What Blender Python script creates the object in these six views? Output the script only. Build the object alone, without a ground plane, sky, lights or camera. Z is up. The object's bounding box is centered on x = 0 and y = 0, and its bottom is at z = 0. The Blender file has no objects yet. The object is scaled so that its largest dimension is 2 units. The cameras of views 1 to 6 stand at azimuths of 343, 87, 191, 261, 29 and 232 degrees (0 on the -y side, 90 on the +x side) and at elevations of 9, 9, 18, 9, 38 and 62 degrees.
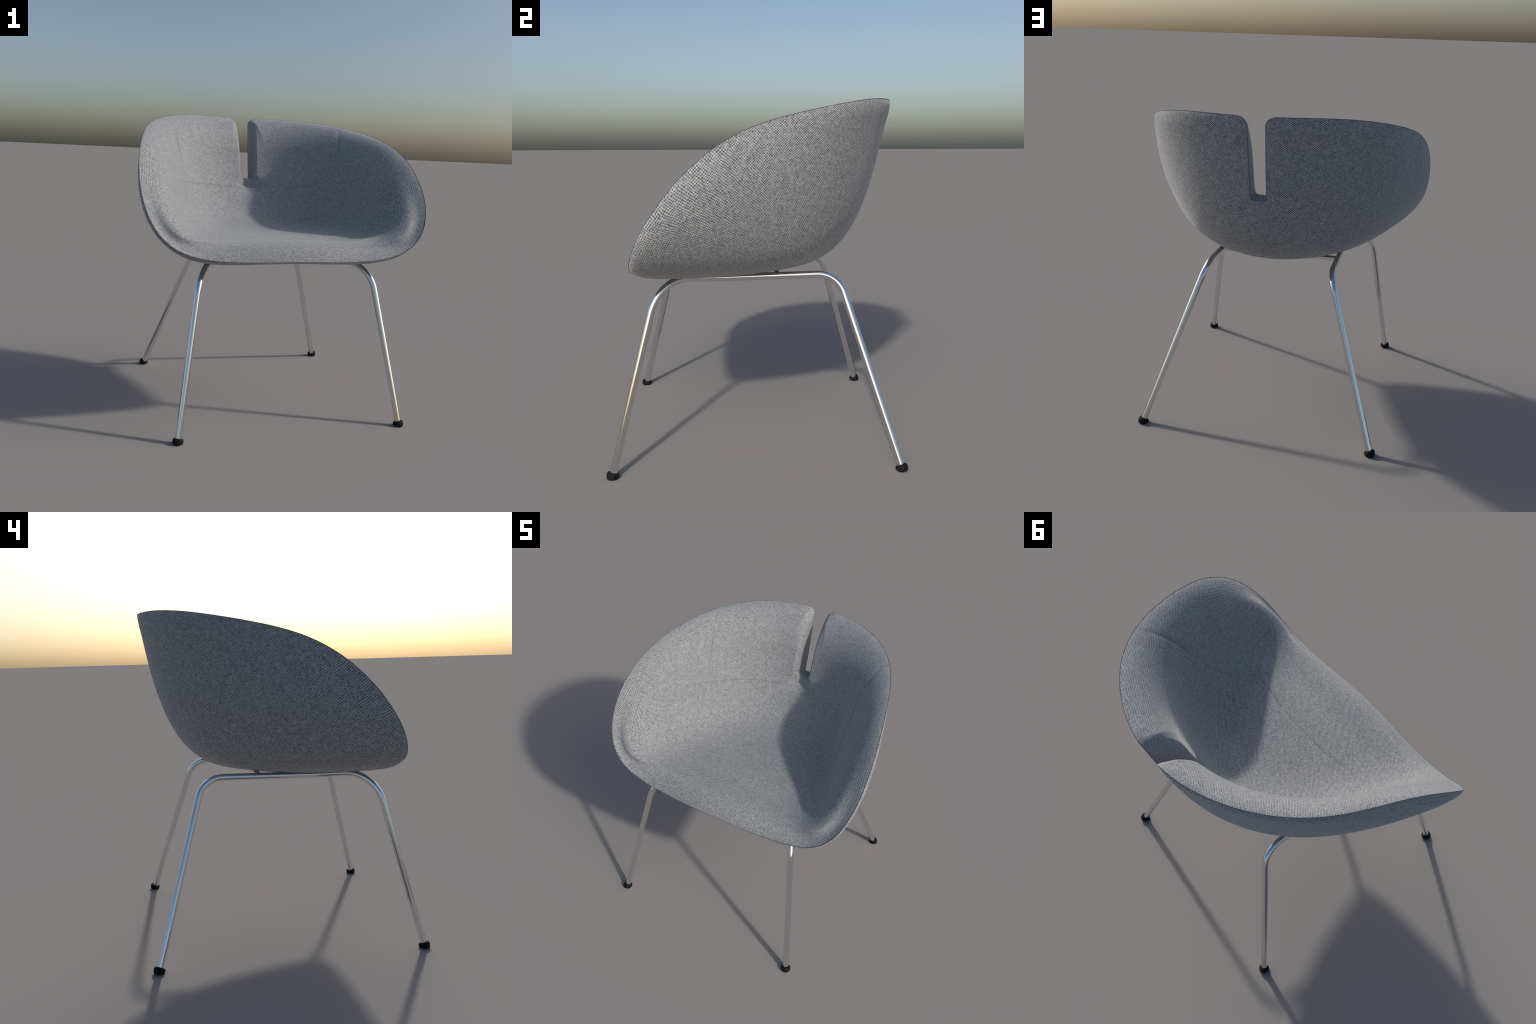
import bpy, bmesh, math
import numpy as np
from mathutils import Vector

# ---------------------------------------------------------------------------
#  Upholstered tub chair: a bowl-shaped shell (outer cover), a thick padded
#  lining (inner cover) that meets it in a seam along the rim and round a slot
#  in the backrest, and a bent chrome tube frame on four rubber-capped legs.
#  phi runs round the bowl (0 = front edge, +-pi = middle of the back),
#  s runs from the rim (0) down to the lowest point of the belly (1).
# ---------------------------------------------------------------------------
# the rim, then the rings of the bowl's cross-section curves (series in phi)
RIM_X = [0.9879, 0.0338, 0.0429, -0.0156, -0.0076, 0.0039, -0.0021]
RIM_Y = [-0.1049, -0.7489, 0.1626, 0.0100, 0.0083, -0.0060, -0.0078, -0.0006]
RIM_Z = [1.5806, -0.5146, -0.0757, 0.0468, 0.0351, 0.0062, -0.0068, 0.0009]
FLARE_X = [-0.0025, -0.0229, -0.0637, 0.0032]
FLARE_Y = [0.0092, 0.0686, 0.0338, 0.0352, -0.0050]
FLARE_Z = [-0.2573, 0.1475, 0.1024, -0.0377, -0.0118]
BELLY_X = [0.6009, 0.0448, -0.0503, 0.0073]
BELLY_Y = [-0.0089, -0.6131, 0.1600, 0.0745, -0.0024]
BELLY_Z = [1.0951, -0.0363, -0.0623, 0.0403, 0.0053]
BASE_X, BASE_Y, TILT = 0.6507, 0.2106, 0.0207
POLE = [0.1730, 1.0213]
PAD = 0.162            # padding thickness
LIP = 0.30             # length over which the padding swells from the rim
SLOT_TOP, SLOT_LOW = 0.052, 0.047     # half widths of the slot in the back
SLOT_Z = 1.509         # height of the slot's bottom
SLOT_ROUND = 0.056    # radius of the slot's padded edge


def cos_series(k, ph):
    return sum(k[i] * np.cos(i * ph) for i in range(len(k)))


def sin_series(k, ph):
    return sum(k[i] * np.sin((i + 1) * ph) for i in range(len(k)))


def bowl(ph, s):
    """Point of the outer cover; ph and s are arrays of the same shape."""
    R = np.stack([sin_series(RIM_X, ph), cos_series(RIM_Y, ph), cos_series(RIM_Z, ph)], -1)
    B1 = R + np.stack([sin_series(FLARE_X, ph), cos_series(FLARE_Y, ph), cos_series(FLARE_Z, ph)], -1)
    B2 = np.stack([sin_series(BELLY_X, ph), cos_series(BELLY_Y, ph), cos_series(BELLY_Z, ph)], -1)
    P = np.array([0.0, POLE[0], POLE[1]])
    B3 = P + np.stack([BASE_X * np.sin(ph), -BASE_Y * np.cos(ph), -TILT * np.cos(ph)], -1)
    s = s[..., None]
    q = 1 - s
    return R * q ** 4 + 4 * B1 * s * q ** 3 + 6 * B2 * s * s * q * q + 4 * B3 * s ** 3 * q + P * s ** 4


def bowl_normal(ph, s):
    """Inward normal of the outer cover (points into the seat)."""
    e = 1e-4
    s = np.clip(s, 2e-3, 0.97)
    du = bowl(ph + e, s) - bowl(ph - e, s)
    dv = bowl(ph, s + e) - bowl(ph, s - e)
    n = np.cross(du, dv)
    n /= np.linalg.norm(n, axis=-1, keepdims=True) + 1e-12
    return n * INWARD


INWARD = 1.0
INWARD = float(np.sign(bowl_normal(np.array(math.pi), np.array(0.3)) @ np.array([0.0, -1.0, 0.3])))


def graded(start, end, first, step, growth=1.45):
    """Positions from start to end, finely spaced at start."""
    out, x, h = [start], start, first
    sgn = 1 if end > start else -1
    while (end - x) * sgn > 1e-9:
        x += sgn * h
        h = min(step, h * growth)
        if (end - x) * sgn < 0.6 * h:
            x = end
        out.append(x)
    return out


# --- rows and columns of the bowl grid -------------------------------------
def back_s(z):
    """s at which the middle of the back has height z."""
    ss = np.linspace(0, 1, 4001)
    zz = bowl(np.full_like(ss, math.pi), ss)[:, 2]
    return float(np.interp(-z, -zz, ss))


S_SLOT = back_s(SLOT_Z)
up = graded(S_SLOT, 0.0 + S_SLOT / 2, 0.00006, 0.0036)[::-1]
top = graded(0.0, S_SLOT / 2, 0.0004, 0.0036)
down = graded(S_SLOT, 1.0, 0.0008, 0.0042)
ROWS = np.array(top[:-1] + up + down[1:])
half = np.array(graded(1.0, 0.0, 0.0002, 0.0018))[::-1]
COLS = np.concatenate([-half[::-1][:-1], half])          # -1 .. 1


def slot_half_width(s):
    """Half width of the slot at row s (0 below it), with rounded corners."""
    z = bowl(np.array(math.pi), np.array(s))[2]
    if s >= S_SLOT:
        return 0.0
    ztop = bowl(np.array(math.pi), np.array(0.0))[2]
    t = (z - SLOT_Z) / (ztop - SLOT_Z)
    w = SLOT_LOW + (SLOT_TOP - SLOT_LOW) * t
    rb = 0.018
    if z - SLOT_Z < rb:
        w *= (1 - (1 - (z - SLOT_Z) / rb) ** 4) ** 0.25
    rt = 0.050
    if ztop - z < rt:
        q = 1 - (ztop - z) / rt
        w += 0.062 * (1 - math.sqrt(max(0.0, 1 - q ** 2)))
    return w


def edge_phi(s):
    w = slot_half_width(s)
    if w <= 0:
        return math.pi
    a, b = math.pi - 0.5, math.pi
    for _ in range(50):
        m = 0.5 * (a + b)
        if bowl(np.array(m), np.array(s))[0] > w:
            a = m
        else:
            b = m
    return 0.5 * (a + b)


EDGE = np.array([edge_phi(s) for s in ROWS])
au = np.abs(COLS)
t = np.clip((au - 0.62) / 0.38, 0, 1) ** 2
PHI = np.sign(COLS)[None] * (au[None] * math.pi - (math.pi - EDGE)[:, None] * t[None])
SS = np.repeat(ROWS[:, None], len(COLS), 1)
OUT = bowl(PHI, SS)
NRM = bowl_normal(PHI, SS)
n_slot = int(np.argmin(abs(ROWS - S_SLOT)))              # row of the slot's bottom


def dist_to_line(P, line):
    """Smallest distance of points P to a polyline."""
    best = np.full(len(P), 1e9)
    for a, b in zip(line[:-1], line[1:]):
        ab = b - a
        q = np.clip(((P - a) @ ab) / (ab @ ab + 1e-18), 0, 1)
        best = np.minimum(best, ((P - a - q[:, None] * ab) ** 2).sum(1))
    return np.sqrt(best)


flat = OUT.reshape(-1, 3)
corner_rows = int(np.sum((OUT[:, -1, 2] > OUT[0, :, 2].max() - 0.035) & (ROWS < S_SLOT)))
rim_line = np.concatenate([OUT[:corner_rows, 0][::-1], OUT[0, 1:-1], OUT[:corner_rows, -1]])
d_rim = dist_to_line(flat, np.concatenate([rim_line[:60], rim_line[60:-60:3], rim_line[-60:]])).reshape(SS.shape)
slot_line = np.concatenate([OUT[:n_slot + 1, 0], OUT[:n_slot + 1, -1][::-1]])
near = (np.abs(PHI) > 2.0).ravel()
d_slot = np.full(len(flat), 9.0)
d_slot[near] = dist_to_line(flat[near], slot_line)
d_slot = d_slot.reshape(SS.shape)


# the cover swells outward just below the top edge of the back, so the edge looks rolled
BACK = np.clip((np.abs(PHI) - 1.95) / 0.45, 0, 1)
d_top = dist_to_line(flat, OUT[0, ::3]).reshape(SS.shape)
BASE = OUT
OUT = OUT - NRM * (0.010 * BACK * BACK * (3 - 2 * BACK) * (d_top / 0.055) * np.exp(1 - d_top / 0.055)
             * np.clip(d_slot / 0.07, 0, 1))[..., None]


def swell(x, p):
    x = np.clip(x, 0, 1)
    return (1 - (1 - x) ** p) ** (1 / p)


def smooth(x, lo, hi):
    q = np.clip((x - lo) / (hi - lo), 0, 1)
    return q * q * (3 - 2 * q)


def lump(p, centre, size):
    """Soft local fullness, the same on both sides."""
    q = (np.stack([np.abs(p[..., 0]), p[..., 1], p[..., 2]], -1) - centre) / size
    return np.exp(-(q ** 2).sum(-1))


below = np.clip((ROWS - S_SLOT) / 0.05, 0, 1)[:, None]
wing = smooth(np.abs(PHI), 0.9, 1.6)                     # 0 along the front edge
back = smooth(np.abs(PHI), 2.05, 2.6)                    # 1 behind
lip_length = 0.20 + 0.055 * wing + 0.035 * back
lip_power = 2.2 - 0.22 * wing
guess = BASE + NRM * PAD
full = (PAD - 0.016 * (1 - wing) * smooth(0.45 - d_rim, 0.0, 0.2)
        + 0.024 * lump(guess, (0.0, 0.31, 1.24), (0.36, 0.10, 0.11))       # turn from seat to back
        + 0.016 * lump(guess, (0.60, 0.14, 1.54), (0.16, 0.16, 0.16))      # inside of the wings
        + 0.017 * lump(guess, (0.70, -0.11, 1.50), (0.17, 0.15, 0.16))
        - 0.013 * lump(guess, (0.60, -0.32, 1.24), (0.20, 0.17, 0.14)))    # front corners of the seat
THICK = full * swell(d_rim / lip_length, lip_power) * swell(d_slot / (SLOT_ROUND + 0.07 * below), 2.2 - 0.4 * below)
# the padding sinks in under the slot
THICK -= 0.046 * np.exp(-(OUT[..., 0] / 0.11) ** 2 - ((OUT[..., 2] - 1.45) / 0.09) ** 2) * (np.abs(PHI) > 2) * below
THICK = np.maximum(THICK, 0.0)
# Seams in the lining, as paths over the bowl (degrees round, s down): a level
# seam from the foot of the slot, a dart up to the rim and a seam that sweeps
# from there round the front of the seat.  Mirrored on the other side.
LEVEL_SEAM = [(174, 0.395), (168, 0.398), (157, 0.396), (147, 0.380), (138, 0.364), (129, 0.347), (122, 0.325), (118, 0.316)]
DART = [(136, 0.0), (134, 0.012), (131.2, 0.055), (128.6, 0.115), (125, 0.190), (120.5, 0.268), (118, 0.316)]
SEAT_SEAM = [(118, 0.316), (112, 0.398), (102.6, 0.510), (90, 0.575), (78, 0.618), (52, 0.642), (25, 0.655), (0, 0.655)]


def path(points, n=60):
    p = np.array(points, float)
    k = np.concatenate([[0], np.cumsum(np.hypot(np.diff(p[:, 0]) / 90, np.diff(p[:, 1])))])
    x = np.linspace(0, k[-1], n)
    y = np.stack([np.interp(x, k, p[:, 0]), np.interp(x, k, p[:, 1])], -1)
    for _ in range(6):
        y[1:-1] = 0.25 * y[:-2] + 0.5 * y[1:-1] + 0.25 * y[2:]
    return y


FOLD = OUT.reshape(-1, 3).copy()
FOLD[:, 0] = np.abs(FOLD[:, 0])                          # right half, mirrored
for points, depth, width in ((LEVEL_SEAM, 0.0024, 0.0055), (DART, 0.0105, 0.0075), (SEAT_SEAM, 0.0038, 0.0055)):
    line = path(points)
    seam = bowl(np.radians(line[:, 0]), line[:, 1])
    near_seam = (np.abs(FOLD - seam.mean(0)) < np.ptp(seam, axis=0) / 2 + 0.25).all(1)
    dist = np.full(len(FOLD), 9.0)
    dist[near_seam] = dist_to_line(FOLD[near_seam], seam)
    dist = dist.reshape(SS.shape)
    groove = depth / (1 + (dist / width) ** 2)
    if points is LEVEL_SEAM:                             # the upper panels puff out over the seam
        order = np.argsort(line[:, 0])
        above = SS < np.interp(np.degrees(np.abs(PHI)), line[order, 0], line[order, 1])
        groove -= np.where(above, 0.0045 * np.exp(-dist / 0.05) * np.clip(dist / 0.012, 0, 1), 0)
    if points is DART:
        groove *= np.clip(d_rim / 0.02, 0, 1) * np.clip(1.4 - SS / 0.32, 0.5, 1)
    THICK -= groove * np.clip(d_slot / 0.05, 0, 1) * np.clip(d_rim / 0.02, 0, 1)

# the swelling also leans from the rim into the bowl
lean_in = bowl(PHI, np.clip(SS + 1e-3, 0, 1)) - bowl(PHI, np.clip(SS, 0, 1 - 1e-3))
lean_in /= np.linalg.norm(lean_in, axis=-1, keepdims=True) + 1e-9
INN = BASE + NRM * THICK[..., None] + lean_in * ((0.08 * wing + 0.14 * back) * THICK * np.clip(1 - d_rim / 0.30, 0, 1))[..., None]
INN[-1] = INN[-2].mean(0)                                # close the pole
OUT[-1] = OUT[-2].mean(0)


def cover(name, pts):
    nr, nc = pts.shape[:2]
    verts, index = [], np.zeros((nr, nc), int)
    for i in range(nr):
        if i == nr - 1:
            index[i] = len(verts)
            verts.append(tuple(pts[i, 0]))
            continue
        for j in range(nc):
            if j == nc - 1 and i >= n_slot:
                index[i, j] = index[i, 0]
            else:
                index[i, j] = len(verts)
                verts.append(tuple(pts[i, j]))
    faces = []
    for i in range(nr - 1):
        for j in range(nc - 1):
            f = [index[i, j], index[i, j + 1], index[i + 1, j + 1], index[i + 1, j]]
            f = [v for k, v in enumerate(f) if v != f[k - 1]]
            if len(set(f)) >= 3:
                faces.append(f)
    me = bpy.data.meshes.new(name)
    me.from_pydata(verts, [], faces)
    me.validate()
    me.shade_smooth()
    return me


root = bpy.data.objects.new("tub_armchair", None)
bpy.context.scene.collection.objects.link(root)
root["label"] = "grey woven tub armchair with slotted back and chrome legs"
root["category"] = "armchair"


def add(name, me, mat, parent=root):
    ob = bpy.data.objects.new(name, me)
    bpy.context.scene.collection.objects.link(ob)
    ob.parent = parent
    me.materials.clear()
    me.materials.append(mat)
    return ob


# --- materials ---------------------------------------------------------------
class Nodes:
    """Small helper that chains shader nodes."""

    def __init__(self, name):
        self.mat = bpy.data.materials.new(name)
        self.mat.use_nodes = True
        self.t = self.mat.node_tree
        self.t.nodes.clear()

    def node(self, kind, **props):
        n = self.t.nodes.new(kind)
        for k, v in props.items():
            setattr(n, k, v)
        return n

    def put(self, sock, v):
        if isinstance(v, bpy.types.NodeSocket):
            self.t.links.new(v, sock)
        else:
            sock.default_value = v

    def math(self, op, a, b=0.0, c=0.0):
        n = self.node("ShaderNodeMath", operation=op)
        self.put(n.inputs[0], a)
        self.put(n.inputs[1], b)
        self.put(n.inputs[2], c)
        return n.outputs[0]

    def ramp(self, x, lo, hi, a=0.0, b=1.0):
        n = self.node("ShaderNodeMapRange", interpolation_type="SMOOTHSTEP")
        for i, v in enumerate((x, lo, hi, a, b)):
            self.put(n.inputs[i], v)
        return n.outputs[0]

    def mix(self, f, a, b, blend="MIX"):
        n = self.node("ShaderNodeMix", data_type="RGBA", blend_type=blend)
        self.put(n.inputs[0], f)
        self.put(n.inputs[6], a)
        self.put(n.inputs[7], b)
        return n.outputs[2]

    def noise(self, vec, scale, detail=2.0, rough=0.5):
        n = self.node("ShaderNodeTexNoise")
        self.put(n.inputs["Vector"], vec)
        n.inputs["Scale"].default_value = scale
        n.inputs["Detail"].default_value = detail
        n.inputs["Roughness"].default_value = rough
        return n.outputs["Fac"]

    def combine(self, x, y, z):
        n = self.node("ShaderNodeCombineXYZ")
        for i, v in enumerate((x, y, z)):
            self.put(n.inputs[i], v)
        return n.outputs[0]

    def finish(self, **inputs):
        b = self.node("ShaderNodeBsdfPrincipled")
        for k, v in inputs.items():
            self.put(b.inputs[k.replace("_", " ")], v)
        o = self.node("ShaderNodeOutputMaterial")
        self.t.links.new(b.outputs[0], o.inputs[0])
        return self.mat


def woven(name, period, rise, centre, radius, light, mid, dark, depth):
    """Coarse plain weave: pale yarn crowns in staggered rows over blue-grey
    yarn, dark holes between them, odd slubs along the yarns.  The cloth is
    wrapped round the bowl: yarns run round it and down it (polar angles about
    a point above the seat), and straight across the flat of the seat."""
    N = Nodes(name)
    co = N.node("ShaderNodeTexCoord").outputs["Object"]
    sep = N.node("ShaderNodeSeparateXYZ")
    N.put(sep.inputs[0], co)
    x, y, z = sep.outputs
    nrm = N.node("ShaderNodeSeparateXYZ")
    N.put(nrm.inputs[0], N.node("ShaderNodeNewGeometry").outputs["True Normal"])
    yy = N.math("SUBTRACT", y, centre[1])
    zz = N.math("SUBTRACT", centre[2], z)
    r = N.math("SQRT", N.math("ADD", N.math("MULTIPLY", x, x), N.math("MULTIPLY", yy, yy)))
    round_u = N.math("MULTIPLY", N.math("ARCTAN2", x, yy), radius)
    down_v = N.math("MULTIPLY", N.math("ARCTAN2", r, zz), 0.95)
    ax, ay, az = (N.math("ABSOLUTE", o) for o in nrm.outputs)
    dither = N.math("MULTIPLY", N.math("SUBTRACT", N.noise(co, 60.0, 3.0), 0.5), 0.25)
    flat = N.math("GREATER_THAN", N.math("ADD", az, dither), 0.66)
    fore = N.math("MULTIPLY", N.math("GREATER_THAN", N.math("ADD", ay, dither), 0.55), N.math("LESS_THAN", y, -0.42))
    fore = N.math("MULTIPLY", fore, N.math("SUBTRACT", 1.0, flat))
    walls = N.math("SUBTRACT", N.math("SUBTRACT", 1.0, flat), fore)

    def choose(a, b, c):
        return N.math("ADD", N.math("ADD", N.math("MULTIPLY", a, walls), N.math("MULTIPLY", b, flat)), N.math("MULTIPLY", c, fore))
    u, v = choose(round_u, x, x), choose(down_v, y, z)
    wob = N.math("ADD", N.math("MULTIPLY", N.math("SUBTRACT", N.noise(co, 90.0, 2.0), 0.5), period * 0.45),
                 N.math("MULTIPLY", N.math("SUBTRACT", N.noise(co, 12.0, 3.0), 0.5), period * 1.3))
    wob2 = N.math("ADD", N.math("MULTIPLY", N.math("SUBTRACT", N.noise(co, 97.0, 2.0), 0.5), period * 0.45),
                  N.math("MULTIPLY", N.math("SUBTRACT", N.noise(co, 10.5, 3.0), 0.5), period * 1.3))
    uu, vv = N.math("ADD", u, wob), N.math("ADD", v, wob2)
    su = N.math("SINE", N.math("MULTIPLY", uu, 2 * math.pi / period))
    sv = N.math("SINE", N.math("MULTIPLY", vv, 2 * math.pi / rise))
    w = N.math("MULTIPLY", su, sv)
    slub = N.noise(N.combine(N.math("MULTIPLY", u, 10.0), N.math("MULTIPLY", vv, 1.6 / rise), 0.0), 1.0, 2.0)
    weft = N.noise(N.combine(N.math("MULTIPLY", uu, 1.6 / period), N.math("MULTIPLY", v, 10.0), 5.0), 1.0, 2.0)
    fine = N.noise(co, 0.9 / period, 2.0, 0.6)
    speck = N.noise(co, 0.35 / period, 2.0, 0.6)
    patch = N.noise(co, 9.0, 3.0, 0.6)
    # strength of the weave wanders from place to place
    amp = N.ramp(N.noise(co, 24.0, 2.0), 0.3, 0.7, 0.8, 1.1)
    w = N.math("MULTIPLY", w, amp)
    w = N.math("ADD", w, N.math("MULTIPLY", N.math("SUBTRACT", fine, 0.5), 1.7))
    w = N.math("ADD", w, N.math("MULTIPLY", N.math("SUBTRACT", speck, 0.5), 0.5))
    pale = N.ramp(w, 0.05, 0.85)
    hole = N.ramp(w, -0.10, -0.85)
    col = N.mix(pale, mid, light)
    col = N.mix(hole, col, dark)
    line = N.math("MAXIMUM", N.ramp(slub, 0.60, 0.72, 0.0, 0.65), N.ramp(weft, 0.64, 0.76, 0.0, 0.45))
    col = N.mix(line, col, tuple(0.45 * a + 0.55 * b for a, b in zip(light, mid)))
    shade = N.ramp(patch, 0.3, 0.7, 0.985, 1.015)
    hsv = N.node("ShaderNodeHueSaturation")
    N.put(hsv.inputs["Value"], shade)
    N.put(hsv.inputs["Color"], col)
    bump = N.node("ShaderNodeBump")
    bump.inputs["Strength"].default_value = 0.5
    bump.inputs["Distance"].default_value = depth
    N.put(bump.inputs["Height"], w)
    return N.finish(Base_Color=hsv.outputs[0], Roughness=0.92, Normal=bump.outputs[0],
                    Specular_IOR_Level=0.2, Sheen_Weight=SHEEN, Sheen_Roughness=0.4)


SHEEN = 0.40
fabric_outer = woven("woven_fabric_coarse", 0.0142, 0.0100, (0.0, -0.15, 2.35), 0.90, (0.53, 0.52, 0.485, 1), (0.255, 0.275, 0.297, 1),
                     (0.070, 0.072, 0.088, 1), 0.0010)
fabric_inner = woven("woven_fabric_fine", 0.0112, 0.0092, (0.0, -0.10, 2.15), 0.70, (0.46, 0.458, 0.44, 1), (0.25, 0.268, 0.288, 1),
                     (0.085, 0.088, 0.10, 1), 0.0007)

N = Nodes("polished_chrome")
co = N.node("ShaderNodeTexCoord").outputs["Object"]
chrome = N.finish(Base_Color=(0.80, 0.80, 0.80, 1), Metallic=1.0,
                  Roughness=N.ramp(N.noise(co, 40.0), 0.3, 0.7, 0.07, 0.11))
N = Nodes("black_rubber")
co = N.node("ShaderNodeTexCoord").outputs["Object"]
rubber = N.finish(Base_Color=N.mix(N.noise(co, 150.0), (0.004, 0.004, 0.004, 1), (0.007, 0.007, 0.007, 1)), Roughness=0.75,
                  Specular_IOR_Level=0.25)
N = Nodes("seam_dark_grey")
co = N.node("ShaderNodeTexCoord").outputs["Object"]
seam_dark_grey = N.finish(Base_Color=N.mix(N.noise(co, 200.0), (0.07, 0.073, 0.08, 1), (0.14, 0.145, 0.155, 1)), Roughness=0.9)


def recalc(me, inward):
    bm = bmesh.new()
    bm.from_mesh(me)
    bm.normal_update()
    c = Vector((0, -0.1, 1.7))
    vote = sum((f.normal.dot(c - f.calc_center_median()) > 0) for f in bm.faces)
    if (vote > len(bm.faces) / 2) != inward:
        bmesh.ops.reverse_faces(bm, faces=bm.faces)
    bm.to_mesh(me)
    bm.free()


me = cover("outer_cover", OUT)
recalc(me, False)
add("outer_cover", me, fabric_outer)
me = cover("seat_padding", INN)
recalc(me, True)
add("seat_padding", me, fabric_inner)


# --- tubes -------------------------------------------------------------------
def tube(name, path, r, n=28, caps=True):
    path = [np.array(p, float) for p in path]
    T = [path[min(i + 1, len(path) - 1)] - path[max(i - 1, 0)] for i in range(len(path))]
    T = [v / np.linalg.norm(v) for v in T]
    ref = np.array([0.31, 0.2, 0.93])
    u = np.cross(T[0], ref)
    u /= np.linalg.norm(u)
    verts, faces = [], []
    for p, tg in zip(path, T):
        u = u - tg * (u @ tg)
        u /= np.linalg.norm(u)
        w = np.cross(tg, u)
        for k in range(n):
            a = 2 * math.pi * k / n
            verts.append(tuple(p + r * (math.cos(a) * u + math.sin(a) * w)))
    for i in range(len(path) - 1):
        for k in range(n):
            k2 = (k + 1) % n
            faces.append([i * n + k, i * n + k2, (i + 1) * n + k2, (i + 1) * n + k])
    if caps:
        faces.append(list(range(n))[::-1])
        faces.append([(len(path) - 1) * n + k for k in range(n)])
    me = bpy.data.meshes.new(name)
    me.from_pydata(verts, [], faces)
    me.shade_smooth()
    bm = bmesh.new()
    bm.from_mesh(me)
    bmesh.ops.recalc_face_normals(bm, faces=bm.faces)
    bm.to_mesh(me)
    bm.free()
    return me


def bend(a, corner, b, t):
    """Arc that rounds a corner of the path a-corner-b; t = tangent length."""
    a, c, b = (np.array(p, float) for p in (a, corner, b))
    u = (a - c) / np.linalg.norm(a - c)
    v = (b - c) / np.linalg.norm(b - c)
    half_angle = 0.5 * math.acos(u @ v)
    R = t * math.tan(half_angle)
    m = (u + v) / np.linalg.norm(u + v)
    ctr = c + m * R / math.sin(half_angle)
    p0, p1 = c + u * t - ctr, c + v * t - ctr
    ang = math.acos(np.clip(p0 @ p1 / R ** 2, -1, 1))
    return [ctr + (math.sin((1 - k / 24) * ang) * p0 + math.sin(k / 24 * ang) * p1) / math.sin(ang)
            for k in range(25)]


TUBE_R = 0.0204
FRAME_X = -0.0165                        # the frame sits slightly off the bowl's middle
FOOT = {"front": (0.7305, -0.777), "back": (0.7305, 0.777)}
# the tube rises along the leg, turns inward under the seat, then runs straight
# back at KNEE and turns down into the back leg
CORNER = {"front": (0.567, -0.524, 1.043), "back": (0.393, 0.466, 1.026)}
KNEE = (0.398, -0.270, 1.012)
BEND = {"front": 0.185, "back": 0.118}


def foot_cap(axis):
    """Rubber cup turned about the leg's axis, its base flat on the floor."""
    prof = [(0.000, -0.030), (0.0255, -0.022), (0.0315, -0.012), (0.0333, 0.000), (0.0335, 0.006), (0.0325, 0.011), (0.0300, 0.0150),
            (0.0265, 0.0172), (0.0232, 0.0180), (0.0212, 0.0172), (0.0205, 0.0150)]
    axis = np.array(axis) / axis[2] * np.array([1.2, 1.2, 1.0])      # the cup is set a little more aslant
    axis /= np.linalg.norm(axis)
    u = np.cross(axis, [0, 0, 1.0])
    u /= np.linalg.norm(u)
    w = np.cross(axis, u)
    n, verts, faces = 40, [], []
    for r, h in prof:
        for k in range(n):
            a = 2 * math.pi * k / n
            p = np.array([0, 0, 0.013]) + axis * h + r * (math.cos(a) * u + math.sin(a) * w)
            p[2] = max(p[2], 0.0)
            verts.append(tuple(p))
    for i in range(len(prof) - 1):
        for k in range(n):
            k2 = (k + 1) % n
            faces.append([i * n + k, i * n + k2, (i + 1) * n + k2, (i + 1) * n + k])
    me = bpy.data.meshes.new("foot_cap")
    me.from_pydata(verts, [], faces)
    bm = bmesh.new()
    bm.from_mesh(me)
    bmesh.ops.remove_doubles(bm, verts=bm.verts, dist=1e-5)
    bmesh.ops.recalc_face_normals(bm, faces=bm.faces)
    bm.to_mesh(me)
    bm.free()
    me.shade_smooth()
    me.set_sharp_from_angle(angle=math.radians(50))
    return me


for sx in (1, -1):
    def at(p):
        return (FRAME_X + sx * p[0],) + tuple(p[1:])
    joint = {}
    for end in ("front", "back"):
        fx, fy = FOOT[end]
        c, o = np.array(at(CORNER[end])), np.array(at(KNEE))
        foot = np.array(at((fx, fy, 0.012)))
        arc = bend(foot, c, o, BEND[end])
        joint[end] = arc[-1]
        leg = add("leg", tube("leg", [foot] + [foot + (arc[0] - foot) * k / 6 for k in range(1, 6)] + arc, TUBE_R, caps=False), chrome)
        cap = add("foot_cap", foot_cap(arc[0] - foot), rubber, leg)
        cap.location = Vector((foot[0], foot[1], 0.0))
    a, b = joint["front"], joint["back"]
    knee = np.array(at(KNEE))
    turn = bend(a, knee, b, 0.10)
    add("side_rail", tube("side_rail", [a] + turn + [turn[-1] + (b - turn[-1]) * k / 8 for k in range(1, 9)], TUBE_R, caps=False), chrome)
    joint["mid"] = knee + (b - knee) * ((0.125 - knee[1]) / (b[1] - knee[1]))
    if sx == 1:
        right_mid = joint["mid"]
    else:
        left_mid = joint["mid"]
lo = np.array([0, 0, 0.000])
add("cross_bar", tube("cross_bar", [left_mid + lo, left_mid * 0.5 + right_mid * 0.5 + lo, right_mid + lo], 0.0165, caps=False), chrome)

# --- thin dark tube along the seam line between the two covers ---------------------------------------
loop = list(OUT[0]) + list(OUT[1:n_slot + 1, -1]) + list(OUT[1:n_slot, 0][::-1])
keep = [np.array(loop[0])]
for p in loop[1:]:
    if np.linalg.norm(p - keep[-1]) > 0.003:
        keep.append(np.array(p))
keep.append(keep[0])
add("edge_seam", tube("edge_seam", keep, 0.0015, n=8, caps=False), seam_dark_grey)
